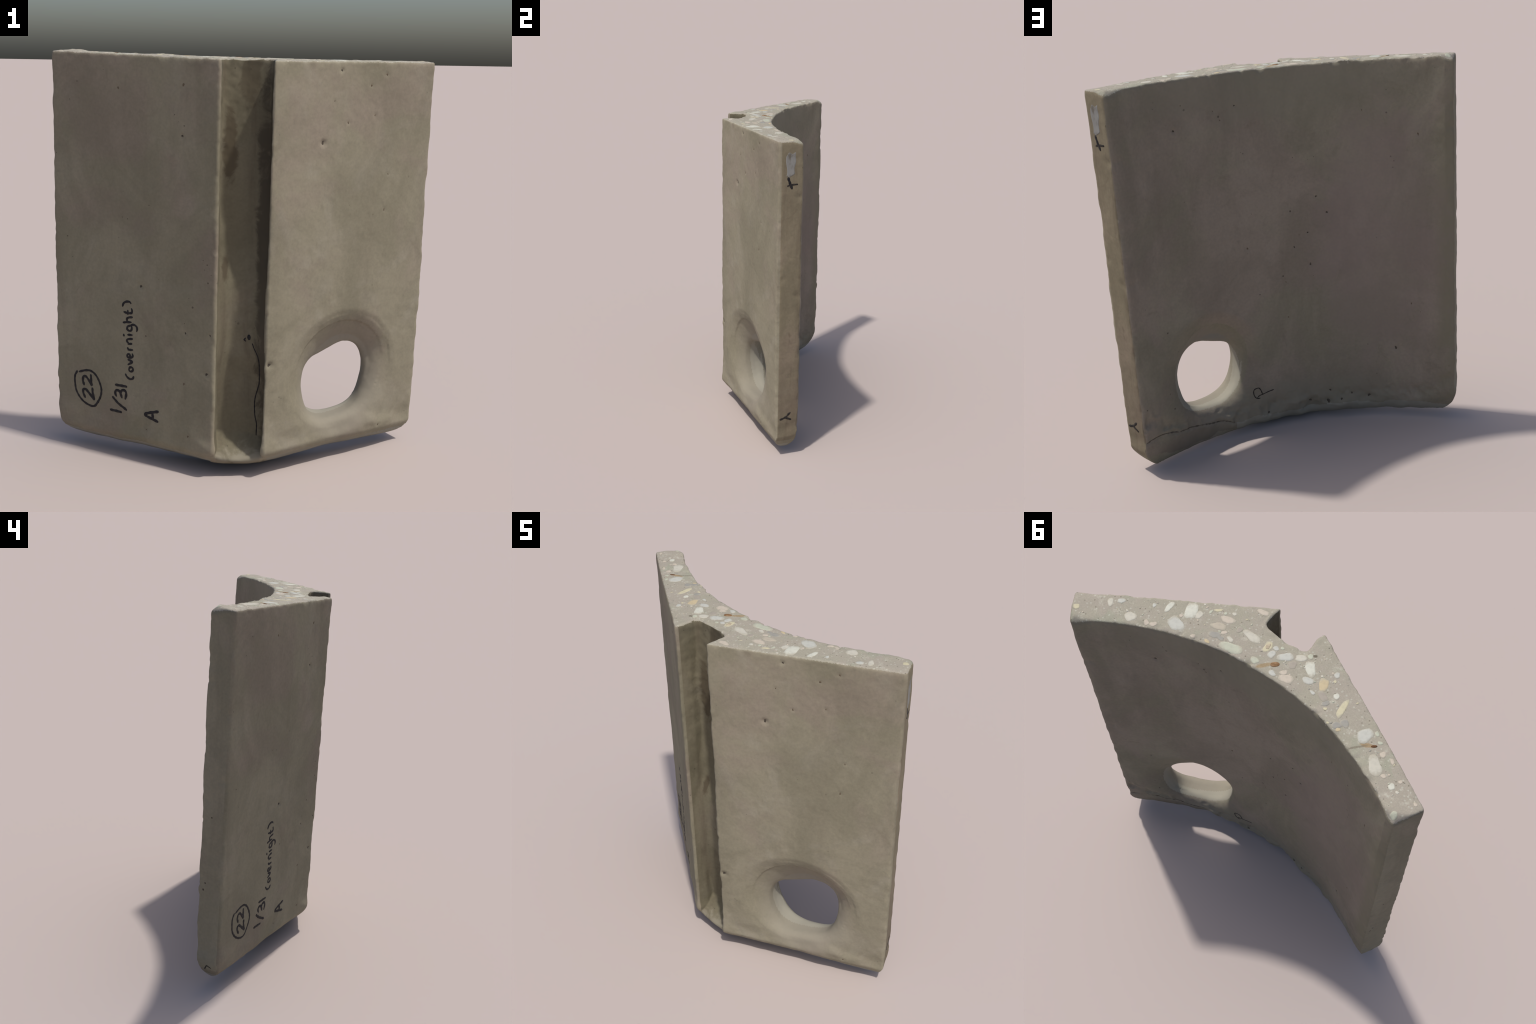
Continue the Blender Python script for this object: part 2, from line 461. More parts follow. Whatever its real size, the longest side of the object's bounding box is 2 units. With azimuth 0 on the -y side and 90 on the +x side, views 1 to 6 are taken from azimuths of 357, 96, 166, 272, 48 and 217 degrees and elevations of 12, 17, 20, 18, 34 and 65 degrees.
def cast_concrete(name, pink=0.5, pale=0.3, umber=0.25, streak=0.3, specks=0.5, tint=(1, 1, 1), blend_fill=False, patches=(), ragged_by=0.9, seed=0.0):
    g = Graph(name)
    shift = g.place(location=(seed, seed * 0.7, seed * 1.3))
    big = g.noise(1.9, 4, 0.6, shift, 0.4)
    c = g.mix(g.band(big, 0.62 - 0.3 * pink, 0.80 - 0.3 * pink), OLIVE, PINK)
    mid = g.noise(4.6, 5, 0.62, shift, 0.6)
    c = g.mix(g.math("MULTIPLY", g.band(mid, 0.50, 0.72), pale), c, PALE)
    cloud = g.noise(2.6, 5, 0.62, g.place(scale=(1, 1, 0.75), location=(seed + 4, 2, 1)), 0.7)
    c = g.mix(1.0, c, g.mix(g.band(cloud, 0.36, 0.64), (0.86, 0.86, 0.84), (1.06, 1.055, 1.05)), "MULTIPLY")
    runs = g.noise(1.0, 5, 0.6, g.place(scale=(11, 11, 1.1), location=(seed, 0, 0)), 0.3)
    c = g.mix(g.math("MULTIPLY", g.band(runs, 0.50, 0.72), streak), c, UMBER)
    blotch = g.noise(9.0, 6, 0.66, shift, 0.8)
    c = g.mix(g.math("MULTIPLY", g.band(blotch, 0.56, 0.76), umber), c, UMBER)
    fine = g.noise(70, 4, 0.7)
    c = g.mix(1.0, c, g.mix(g.band(fine, 0.25, 0.75, smooth=False), (0.90, 0.90, 0.90), (1.09, 1.09, 1.08)), "MULTIPLY")
    # pin-holes, sparse and uneven in size
    dots = g.cells(26, shift)
    size = g.band(g.noise(13, 2, 0.5, shift), 0.50, 0.78, 0.0, 0.17)
    hole = g.math("MULTIPLY", g.math("LESS_THAN", dots, size), specks)
    c = g.mix(hole, c, (0.075, 0.062, 0.048))
    if blend_fill:
        near = g.blob((0.50, -0.03, 0.40), (0.27, 0.34, 0.33))
        c = g.mix(g.band(near, 1.05, 0.62, 0.0, 0.75), c, (0.262, 0.240, 0.192))
    for centre, radii, colour, amount in patches:  # inner grime; in the groove also mottling, painted shade and scan fill
        ragged = g.math("ADD", g.blob(centre, radii), g.math("MULTIPLY", g.math("SUBTRACT", blotch, 0.5), ragged_by))
        c = g.mix(g.band(ragged, 1.18, 0.62, 0.0, amount), c, colour)
    c = g.mix(1.0, c, tint, "MULTIPLY")
    return g.finish(c, 0.9, g.math("ADD", g.math("MULTIPLY", fine, 0.6), blotch), 0.18, 0.004)


def fill_material(name, colour):
    g = Graph(name)
    n = g.noise(3.0, 3, 0.5)
    c = g.mix(g.band(n, 0.35, 0.7), colour, tuple(0.9 * v for v in colour))
    return g.finish(c, 0.85, g.noise(12, 3), 0.08, 0.006)


def bore_material():
    """The bore pales from the colour of the wall towards its back rim."""
    g = Graph("smooth_hole_lining")
    depth = g.node("ShaderNodeVectorMath", Vector=g.place(location=(-RIDGE_R[0], -RIDGE_R[1], 0)))
    depth.operation = "DOT_PRODUCT"
    depth.inputs[1].default_value = (-FRONT_NORMAL[0], -FRONT_NORMAL[1], 0)
    n = g.noise(9, 3, 0.5)
    deep = g.math("ADD", depth.outputs["Value"], g.math("MULTIPLY", g.math("SUBTRACT", n, 0.5), 0.05))
    c = g.mix(g.band(deep, 0.10, 0.18), (0.250, 0.230, 0.180), (0.282, 0.264, 0.212))
    return g.finish(c, 0.88, n, 0.1, 0.005)


def sawn_material():
    g = Graph("sawn_concrete")
    flat = g.place(scale=(1, 1, 0.25))
    big = g.noise(5.0, 4, 0.6, flat, 0.5)
    c = g.mix(g.band(big, 0.40, 0.62), (0.306, 0.286, 0.226), (0.314, 0.284, 0.234))
    green = g.noise(8.0, 3, 0.5, g.place(location=(3, 1, 0)), 0.4)
    c = g.mix(g.band(green, 0.56, 0.72, 0, 0.7), c, (0.286, 0.288, 0.220))
    pale = g.noise(26, 5, 0.7, flat)
    c = g.mix(g.band(pale, 0.54, 0.74, 0, 0.75), c, (0.430, 0.410, 0.340))
    # sand grains: pale and dark
    n = g.node("ShaderNodeTexVoronoi", Vector=g.coord, Scale=75.0)
    pick = g.node("ShaderNodeSeparateColor", Color=n.outputs["Color"])
    grain = g.math("MULTIPLY", g.math("LESS_THAN", n.outputs["Distance"], 0.33), g.math("GREATER_THAN", pick.outputs[0], 0.80))
    c = g.mix(g.math("MULTIPLY", grain, 0.35), c, (0.50, 0.50, 0.43))
    dark = g.math("MULTIPLY", g.math("LESS_THAN", n.outputs["Distance"], 0.26), g.math("LESS_THAN", pick.outputs[1], 0.10))
    c = g.mix(g.math("MULTIPLY", dark, 0.7), c, (0.135, 0.115, 0.085))
    wobble = g.noise(40, 3)
    for place, size, turn, colour, amount in (
            ((0.010, -0.036, 1.97), (0.040, 0.012, 0.08), 0.88, (0.270, 0.190, 0.095), 0.75),
            ((-0.560, 0.035, 1.985), (0.036, 0.012, 0.08), 0.42, (0.270, 0.185, 0.090), 0.75),
            ((-0.530, 0.066, 1.985), (0.045, 0.006, 0.08), 0.81, (0.150, 0.120, 0.085), 0.6),
            ((-0.142, -0.199, 1.965), (0.012, 0.009, 0.08), 0.6, (0.085, 0.070, 0.045), 0.8)):
        m = g.math("ADD", g.blob(place, size, turn), g.math("MULTIPLY", g.math("SUBTRACT", wobble, 0.5), 0.9))
        c = g.mix(g.band(m, 1.15, 0.55, 0, amount), c, colour)
    fine = g.noise(160, 3, 0.7)
    c = g.mix(1.0, c, g.mix(g.band(fine, 0.3, 0.7, smooth=False), (0.9, 0.9, 0.9), (1.08, 1.08, 1.08)), "MULTIPLY")
    return g.finish(c, 0.85, fine, 0.25, 0.003)


def stone_material(name, colour):
    g = Graph(name)
    n = g.noise(45, 4, 0.6)
    c = g.mix(g.band(n, 0.42, 0.72, 0, 0.6), colour, tuple(0.78 * v + 0.02 for v in colour))
    vein = g.noise(18, 3, 0.6, None, 1.0)
    c = g.mix(g.band(vein, 0.55, 0.75, 0, 0.35), c, (0.40, 0.37, 0.30))
    # rims fade into the mortar
    around = g.node("ShaderNodeMapping", Vector=g.t.nodes["Texture Coordinate"].outputs["Generated"], Location=(-1, -1, 0), Scale=(2, 2, 0))
    far = g.node("ShaderNodeVectorMath", Vector=around.outputs[0])
    far.operation = "LENGTH"
    ragged = g.math("ADD", far.outputs["Value"], g.math("MULTIPLY", g.math("SUBTRACT", g.noise(90, 3), 0.5), 0.7))
    c = g.mix(g.band(ragged, 0.55, 1.15, 0.0, 0.85), c, (0.345, 0.318, 0.252))
    return g.finish(c, 0.7, n, 0.1, 0.002, 0.3)


def plain(name, colour, other, scale, rough=0.8, lo=0.4, hi=0.65, specular=0.25):
    g = Graph(name)
    n = g.noise(scale, 4, 0.65)
    return g.finish(g.mix(g.band(n, lo, hi), colour, other), rough, n, 0.12, 0.002, specular)


# olive grime on the inner face: along the far arris, under the sawn rim, along the foot
INNER_GRIME = (
    ((-0.86, 0.25, 1.1), (0.105, 0.2, 1.2), (0.215, 0.200, 0.135), 0.75),
    ((0.05, 0.05, 2.02), (0.75, 0.4, 0.34), (0.235, 0.222, 0.160), 0.55),
    ((-0.05, 0.10, 0.02), (0.75, 0.4, 0.26), (0.235, 0.222, 0.165), 0.65),
    ((-0.50, 0.12, 1.05), (0.36, 0.4, 0.75), (0.262, 0.212, 0.184), 0.45),
    ((0.60, 0.16, 0.02), (0.30, 0.3, 0.13), (0.200, 0.170, 0.125), 0.70),
)

# brown groove mottling, the right wall's shade as colour, pale scan fill below
GROOVE_TONES = (
    ((-0.06, -0.20, 1.58), (0.035, 0.1, 0.17), (0.130, 0.105, 0.070), 0.8),
    ((0.03, -0.20, 1.92), (0.05, 0.1, 0.16), (0.140, 0.118, 0.080), 0.7),
    ((-0.08, -0.20, 1.02), (0.020, 0.1, 0.06), (0.120, 0.095, 0.065), 0.8),
    ((0.105, -0.24, 1.05), (0.045, 0.12, 1.0), (0.105, 0.092, 0.070), 0.85),  # shade of the right wall, put into the colour over its full height
    ((0.01, -0.30, 0.03), (0.19, 0.14, 0.15), (0.390, 0.365, 0.292), 0.9),  # pale hole fill of the scan, mixed over the foot
)

MATERIALS = {
    "outer_wall": cast_concrete("cast_concrete_sunny_wall", pink=0.40, pale=0.45, umber=0.24, streak=0.12, specks=0.3, blend_fill=True, tint=(0.94, 0.93, 0.93), seed=1.7),
    "outer_wall_left": cast_concrete("cast_concrete_marked_wall", pink=0.50, pale=0.30, umber=0.38, streak=0.22, specks=0.7, tint=(0.895, 0.888, 0.872), seed=5.2),
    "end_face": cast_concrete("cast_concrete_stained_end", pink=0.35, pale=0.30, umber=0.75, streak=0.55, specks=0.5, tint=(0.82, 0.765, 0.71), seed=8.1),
    "end_face_left": cast_concrete("cast_concrete_porous_end", pink=0.30, pale=0.20, umber=0.40, streak=0.30, specks=1.0, tint=(0.93, 0.92, 0.92), seed=3.3),
    "inner_wall": cast_concrete("cast_concrete_rosy_inside", pink=0.85, pale=0.22, umber=0.42, streak=0.22, specks=0.8, tint=(0.92, 0.905, 0.918), seed=11.4, patches=INNER_GRIME, ragged_by=1.3),
    "mortar_groove": cast_concrete("mortar_in_groove", pink=0.30, pale=0.55, umber=0.45, streak=0.65, specks=0.4, patches=GROOVE_TONES, ragged_by=2.2, tint=(0.62, 0.60, 0.565), seed=14.9),
    "drilled_hole": bore_material(),
    "underside": fill_material("smooth_underside", FILL),
    "sawn_face": sawn_material(),
}


# ------------------------------------------------------------------ parts
root = bpy.data.objects.new("concrete_fragment", None)
bpy.context.scene.collection.objects.link(root)
root["label"] = "broken grey concrete channel block with sawn speckled top"
root["category"] = "concrete fragment"


def add_mesh(name, verts, faces, material, parent=root, smooth=True, location=None):
    me = bpy.data.meshes.new(name)
    me.from_pydata([tuple(map(float, v)) for v in verts], [], [tuple(map(int, f)) for f in faces])
    if smooth:
        me.polygons.foreach_set("use_smooth", [True] * len(me.polygons))
    me.materials.append(material)
    ob = bpy.data.objects.new(name, me)
    ob.parent = parent
    if location is not None:
        ob.location = location
    bpy.context.scene.collection.objects.link(ob)
    return ob


def split_body():
    """One smooth skin, divided into the faces a mason would name."""
    C = V_LOCAL[QUADS].mean(1)
    N = N0[QUADS].mean(1)
    X, Y, Z = C.T
    d2 = section_distance(X, Y)
    t = front_depth(X, Y)
    under = bottom_z(X, Y)
    back = arc_y(X) - Y
    region = np.where(X > 0, "outer_wall", "outer_wall_left").astype("<U20")
    region[(N[:, 1] > 0.35) & (back < 0.03)] = "inner_wall"
    region[(N[:, 0] * 0.85 + N[:, 1] * 0.52 > 0.90) & (X > 0.8)] = "end_face"
    region[(N[:, 0] * -0.86 + N[:, 1] * 0.51 > 0.90) & (X < -0.8)] = "end_face_left"
    groove = (Y > -0.304) & (Y < -0.16) & (np.abs(X - 0.01) < 0.128) & (
        (np.abs(X - 0.01) < 0.105) | ((X > 0) & (N[:, 0] < -0.1)) | ((X < 0) & (N[:, 0] > 0.1)))
    region[groove] = "mortar_groove"
    wavy = 0.012 * noise(C, 9, 31)
    region[(N[:, 2] < -0.62) & (Z < 0.12) & (d2 < -0.02) & ((X < 0.34) | (back > 0.06))] = "underside"
    region[(Z < 0.094 + wavy) & (back < 0.07) & (X > -0.82) & (X < 0.34) & (N[:, 2] < -0.05)] = "underside"
    region[(d2 < -0.016) & (X > 0.2) & (X < 0.8) & (Z > under + 0.1) & (Z < 0.9) & (t > 0.10) & (N[:, 1] < 0.55)] = "drilled_hole"
    region[(N[:, 2] > 0.5) & (Z > 1.9)] = "sawn_face"
    for key, mat in MATERIALS.items():
        faces = QUADS[region == key]
        if not len(faces):
            continue
        used, local = np.unique(faces, return_inverse=True)
        ob = add_mesh(key.replace("_left", ""), V_WORLD[used], local.reshape(-1, 4), mat)
        ob.data.normals_split_custom_set_from_vertices([tuple(n) for n in N_WORLD[used]])


split_body()


# ------------------------------------------------------------------ things laid on the faces
def wall_point(face, a, z):
    """A point of a named face, by its section coordinate and height, with the
    outward direction there."""
    if face == "left":
        f = (a - RIDGE_L[0]) / (LEFT_END[0] - RIDGE_L[0])
        p = RIDGE_L + f * (LEFT_END - RIDGE_L)
        d = (LEFT_END - RIDGE_L) / np.linalg.norm(LEFT_END - RIDGE_L)
        n = np.array([d[1] * -1, d[0], 0])
    elif face == "right":
        f = (a - RIDGE_R[0]) / (RIGHT_END[0] - RIDGE_R[0])
        p = RIDGE_R + f * (RIGHT_END - RIDGE_R)
        n = np.array([FRONT_NORMAL[0], FRONT_NORMAL[1], 0])
    elif face == "groove":
        p, n = np.array([a, GROOVE_FLOOR]), np.array([0, -1.0, 0])
    elif face == "inner":
        p, n = np.array([a, arc_y(a)]), np.array([ARC_X - a, ARC_R - arc_y(a), 0]) / ARC_R
    elif face == "end":
        f = (a - 0.144) / (0.264 - 0.144)
        p, n = np.array([0.916 - 0.072 * f, a]), np.array([0.855, 0.518, 0])
    else:
        f = (a - 0.153) / (0.264 - 0.153)
        p, n = np.array([-0.892 + 0.066 * f, a]), np.array([-0.86, 0.51, 0])
    q = to_world([p[0], p[1], z])
    q[2] += LIFT
    return Vector(q), Vector(n).normalized()


def drop(point, normal):
    """Press a point onto the weathered surface along a direction."""
    hit, n, _, _ = SURFACE.ray_cast(point + normal * 0.11, -normal, 0.22)
    return (hit, n) if hit else (point, normal)


def smooth_path(points, step=0.0035):
    P = [np.array(p, float) for p in points]
    if len(P) == 2:
        P = [P[0], (P[0] * 2 + P[1]) / 3, (P[0] + P[1] * 2) / 3, P[1]]
    P = [2 * P[0] - P[1]] + P + [2 * P[-1] - P[-2]]
    out = []
    for i in range(1, len(P) - 2):
        p0, p1, p2, p3 = P[i - 1:i + 3]
        n = max(2, int(np.linalg.norm(p2 - p1) / step))
        for s in np.arange(n) / n:
            out.append(0.5 * (2 * p1 + (p2 - p0) * s + (2 * p0 - 5 * p1 + 4 * p2 - p3) * s ** 2 + (3 * p1 - p0 - 3 * p2 + p3) * s ** 3))
    out.append(P[-2])
    return out


def pen_strokes(name, face, strokes, width, material, wobble=0.12):
    """Ink strokes as low domed beads that follow the wall."""
    verts, faces = [], []
    across, height = (-1.0, -0.7, 0.0, 0.7, 1.0), (-0.0025, 0.0008, 0.0012, 0.0008, -0.0025)
    for points in strokes:
        path = smooth_path(points)
        base = [wall_point(face, p[0], p[1]) for p in path]
        n = len(base)
        start = len(verts)
        for i, (p, nor) in enumerate(base):
            along = (base[min(i + 1, n - 1)][0] - base[max(i - 1, 0)][0]).normalized()
            side = nor.cross(along).normalized()
            end = min(i, n - 1 - i)
            w = width * (1 + wobble * math.sin(i * 0.9 + start)) * (0.55 if end == 0 else 0.92 if end == 1 else 1)
            ext = along * (-0.4 * width if i == 0 else 0.4 * width if i == n - 1 else 0)
            for a, h in zip(across, height):
                q, m = drop(p + side * (a * w) + ext, nor)
                verts.append(q + nor * h)
        for i in range(n - 1):
            for k in range(4):
                a = start + i * 5 + k
                faces.append((a, a + 1, a + 6, a + 5))
        faces.append(tuple(start + k for k in range(4, -1, -1)))
        faces.append(tuple(start + (n - 1) * 5 + k for k in range(5)))
    return add_mesh(name, verts, faces, material)


def spot_mesh(face, spots, height=0.0006, sides=12):
    """Thin irregular lens-shaped spots pressed onto a wall."""
    verts, faces = [], []
    for a, z, rx, rz in spots:
        c, n = wall_point(face, a, z)
        up = Vector((0, 0, 1))
        side = up.cross(n).normalized()
        start = len(verts)
        ph = random.uniform(0, 6)
        q, _ = drop(c, n)
        verts.append(q + n * height)
        for ring, lift in ((0.7, height), (1.0, -0.002)):
            for k in range(sides):
                u = 2 * math.pi * k / sides
                w = 1 + 0.22 * math.sin(2 * u + ph) + 0.12 * math.sin(3 * u + 2 * ph)
                q, _ = drop(c + side * (rx * ring * w * math.cos(u)) + up * (rz * ring * w * math.sin(u)), n)
                verts.append(q + n * lift)
        for k in range(sides):
            k2 = (k + 1) % sides
            faces.append((start, start + 1 + k, start + 1 + k2))
            faces.append((start + 1 + k, start + 1 + sides + k, start + 1 + sides + k2, start + 1 + k2))
    return verts, faces


INK = plain("marker_ink", (0.012, 0.011, 0.013), (0.022, 0.020, 0.021), 60, 0.65)
FAINT_INK = plain("worn_marker_ink", (0.022, 0.019, 0.017), (0.070, 0.060, 0.050), 90, 0.8, 0.45, 0.75)
WRITING = [
    (')', [(-0.5522, 0.7952), (-0.5463, 0.8106), (-0.5333, 0.8197), (-0.5171, 0.8217), (-0.5101, 0.8148)]),
    ('t', [(-0.5449, 0.7664), (-0.5270, 0.7639), (-0.5076, 0.7671), (-0.5044, 0.7789), (-0.5069, 0.7881)]),
    ('t-', [(-0.5254, 0.7770), (-0.5254, 0.7577)]),
    ('h', [(-0.5484, 0.7127), (-0.5305, 0.7171), (-0.5094, 0.7201)]),
    ('h2', [(-0.5288, 0.7184), (-0.5304, 0.7343), (-0.5206, 0.7424), (-0.5029, 0.7470)]),
    ('g', [(-0.5127, 0.7034), (-0.5273, 0.6950), (-0.5290, 0.6811), (-0.5176, 0.6749), (-0.5079, 0.6815), (-0.5062, 0.6964), (-0.5111, 0.7043)]),
    ('g2', [(-0.5111, 0.7053), (-0.4949, 0.7097), (-0.4820, 0.7023), (-0.4788, 0.6899), (-0.4814, 0.6798)]),
    ('i', [(-0.5258, 0.6539), (-0.5047, 0.6561)]),
    ('i.', [(-0.5470, 0.6524), (-0.5461, 0.6454)]),
    ('n', [(-0.5065, 0.6118), (-0.5244, 0.6062)]),
    ('n2', [(-0.5195, 0.6094), (-0.5308, 0.6204), (-0.5259, 0.6311), (-0.5031, 0.6369)]),
    ('r', [(-0.5017, 0.5810), (-0.5245, 0.5773)]),
    ('r2', [(-0.5228, 0.5792), (-0.5277, 0.5865)]),
    ('e', [(-0.5164, 0.5400), (-0.5164, 0.5552), (-0.5262, 0.5546), (-0.5295, 0.5450), (-0.5230, 0.5374), (-0.5099, 0.5390), (-0.5017, 0.5488), (-0.5033, 0.5600)]),
    ('v', [(-0.5247, 0.5262), (-0.5034, 0.5195), (-0.5248, 0.5013)]),
    ('o', [(-0.5216, 0.4771), (-0.5150, 0.4894), (-0.5035, 0.4890), (-0.5003, 0.4781), (-0.5085, 0.4681), (-0.5183, 0.4695), (-0.5216, 0.4771)]),
    ('(', [(-0.5381, 0.4487), (-0.5299, 0.4354), (-0.5152, 0.4275), (-0.5020, 0.4329), (-0.4971, 0.4439)]),
    ('1', [(-0.5901, 0.3822), (-0.5334, 0.3842)]),
    ('3', [(-0.5871, 0.3235), (-0.5927, 0.3392), (-0.5869, 0.3534), (-0.5735, 0.3536), (-0.5652, 0.3419), (-0.5580, 0.3214)]),
    ('3b', [(-0.5652, 0.3453), (-0.5568, 0.3599), (-0.5418, 0.3605), (-0.5353, 0.3451), (-0.5404, 0.3186)]),
    ('/', [(-0.6057, 0.3143), (-0.5790, 0.2879), (-0.5356, 0.2603)]),
    ('1b', [(-0.6182, 0.2430), (-0.5625, 0.2421)]),
    ('A', [(-0.3723, 0.2912), (-0.4384, 0.2608), (-0.3737, 0.2374)]),
    ('A-', [(-0.4012, 0.2762), (-0.3979, 0.2468)]),
    ('ring', [(-0.7937, 0.4129), (-0.8065, 0.3862), (-0.8072, 0.3480), (-0.7992, 0.3045), (-0.7717, 0.2653), (-0.7335, 0.2425), (-0.7057, 0.2419), (-0.6882, 0.2632), (-0.6705, 0.3016), (-0.6650, 0.3371), (-0.6731, 0.3730), (-0.6932, 0.4097), (-0.7204, 0.4279), (-0.7516, 0.4243), (-0.7832, 0.4110)]),
    ('2', [(-0.7581, 0.3463), (-0.7647, 0.3673), (-0.7609, 0.3888), (-0.7469, 0.3917), (-0.7316, 0.3743), (-0.7180, 0.3531), (-0.7194, 0.3768), (-0.7208, 0.4057)]),
    ('2b', [(-0.7522, 0.2801), (-0.7623, 0.3021), (-0.7620, 0.3195), (-0.7497, 0.3239), (-0.7326, 0.3086), (-0.7052, 0.2801), (-0.7117, 0.3098), (-0.7131, 0.3370)]),
]
WORDS = {
    "handwritten_word": ([k for k, _ in WRITING[:17]], 0.0074),
    "handwritten_date": (["1", "3", "3b", "/", "1b"], 0.0092),
    "handwritten_letter": (["A", "A-"], 0.0095),
    "ring_mark": (["ring"], 0.0076),
    "handwritten_number": (["2", "2b"], 0.0092),
}
for word, (letters, width) in WORDS.items():
    pen_strokes(word, "left", [pts for k, pts in WRITING if k in letters], width, INK)

pen_strokes("pencil_line", "groove", [
    [(0.0677, 0.6635), (0.0766, 0.6386), (0.0921, 0.6079), (0.0994, 0.5790), (0.1040, 0.5403), (0.1060, 0.4916),
     (0.1050, 0.4483), (0.0910, 0.3812), (0.0883, 0.3390), (0.0914, 0.2881), (0.1000, 0.2454), (0.1000, 0.1881)]], 0.0034, INK)
pen_strokes("arrow_mark", "groove", [[(0.0505, 0.7020), (0.0512, 0.6920), (0.0525, 0.6830)]], 0.0100, INK)
pen_strokes("arrow_mark", "groove", [[(0.0352, 0.6883), (0.0300, 0.6797), (0.0365, 0.6731)]], 0.0050, INK)
pen_strokes("loop_mark", "inner", [
    [(0.198, 0.205), (0.213, 0.206), (0.225, 0.217), (0.232, 0.238), (0.230, 0.259), (0.216, 0.267), (0.201, 0.266), (0.191, 0.252), (0.183, 0.227)],
    [(0.213, 0.211), (0.201, 0.220), (0.182, 0.224), (0.152, 0.231), (0.118, 0.237)]], 0.0036, FAINT_INK)
pen_strokes("cross_mark", "end", [[(0.1782, 1.7604), (0.1890, 1.7268), (0.1998, 1.6996)]], 0.0100, INK)
pen_strokes("cross_mark", "end", [[(0.1749, 1.7144), (0.1932, 1.7199), (0.2283, 1.7223)]], 0.0065, FAINT_INK)
pen_strokes("arrow_mark", "end", [[(0.1566, 0.2617), (0.1848, 0.2726), (0.2129, 0.3001)], [(0.1860, 0.2716), (0.2173, 0.2535)]], 0.0085, FAINT_INK)
pen_strokes("arrow_mark", "far_end", [[(0.2197, 0.1160), (0.2038, 0.1442), (0.1934, 0.1412), (0.1828, 0.1347)]], 0.0042, FAINT_INK)


pen_strokes("crack_line", "inner", [[(0.350, 0.096), (0.385, 0.118), (0.400, 0.122)], [(0.405, 0.126), (0.47, 0.138), (0.53, 0.154), (0.60, 0.166), (0.66, 0.172)],
    [(0.67, 0.174), (0.71, 0.190), (0.75, 0.203), (0.80, 0.204), (0.835, 0.197)]], 0.0045, plain("crack_dark_brown", (0.075, 0.063, 0.048), (0.170, 0.148, 0.115), 30, 0.95, 0.4, 0.6), 0.35)  # dark brown stroke laid along the crease

# a worn patch of pale paint near the top of the stained end
def paint_patch():
    g = Graph("worn_pale_paint")
    n = g.noise(16, 5, 0.65, g.place(scale=(1.5, 1.5, 0.7)))
    c = g.mix(g.band(n, 0.46, 0.64), (0.250, 0.248, 0.232), (0.150, 0.136, 0.110))
    mat = g.finish(c, 0.8, n, 0.1, 0.002)
    rows, cols = 30, 14
    verts, faces = [], []
    for i in range(rows + 1):
        v = i / rows
        z = 1.764 + 0.140 * v
        lo = 0.166 + 0.004 * math.sin(7 * v) + 0.010 * max(0, v - 0.85) / 0.15
        hi = 0.213 + 0.009 * v + 0.003 * math.sin(11 * v + 1) - 0.022 * max(0, 0.12 - v) / 0.12
        for j in range(cols + 1):
            u = j / cols
            p, nor = wall_point("end", lo + (hi - lo) * u, z + 0.004 * math.sin(9 * u))
            q, _ = drop(p, nor)
            rim = min(u, 1 - u, v, 1 - v) < 1e-6
            verts.append(q + nor * (-0.002 if rim else 0.0007))
    for i in range(rows):
        for j in range(cols):
            a = i * (cols + 1) + j
            faces.append((a, a + 1, a + cols + 2, a + cols + 1))
    add_mesh("paint_patch", verts, faces, mat)


paint_patch()

# dark brown discs pressed into the deeper pits
PIT = plain("pit_dark_brown", (0.060, 0.050, 0.039), (0.095, 0.080, 0.062), 80, 0.95)
STAIN = plain("brown_stain", (0.120, 0.092, 0.062), (0.165, 0.135, 0.096), 60, 0.95)
for face, pits in (("left", PITS_LEFT), ("right", PITS_RIGHT), ("inner", PITS_INNER)):
    deep = [(a, z, 0.62 * r, 0.75 * r) for a, z, r, h in pits if h >= 0.004]
    shallow = [(a, z, 0.55 * r, 0.8 * r) for a, z, r, h in pits if h < 0.004]
    for name, spots, mat in (("pit_disc", deep, PIT), ("stain_spot", shallow, STAIN)):
        v, f = spot_mesh(face, spots)
        ob = add_mesh(name, v, f, mat)
        ob["kind"] = "stuff"

# ------------------------------------------------------------------ aggregate in the sawn face
STONE_COLOURS = {
    "white": (0.560, 0.565, 0.490), "chalk": (0.500, 0.480, 0.410), "frost": (0.460, 0.468, 0.430), "blush": (0.490, 0.425, 0.350),
    "sand": (0.410, 0.360, 0.285), "slate": (0.250, 0.245, 0.225), "straw": (0.520, 0.475, 0.315), "amber": (0.490, 0.395, 0.235),
    "lichen": (0.430, 0.450, 0.355), "mauve": (0.300, 0.265, 0.225),
}
STONE_COLOURS = {k: tuple(0.76 * v + 0.24 * m for v, m in zip(c, (0.345, 0.318, 0.252))) for k, c in STONE_COLOURS.items()}
STONE_MATERIALS = {k: stone_material("stone_" + k, c) for k, c in STONE_COLOURS.items()}
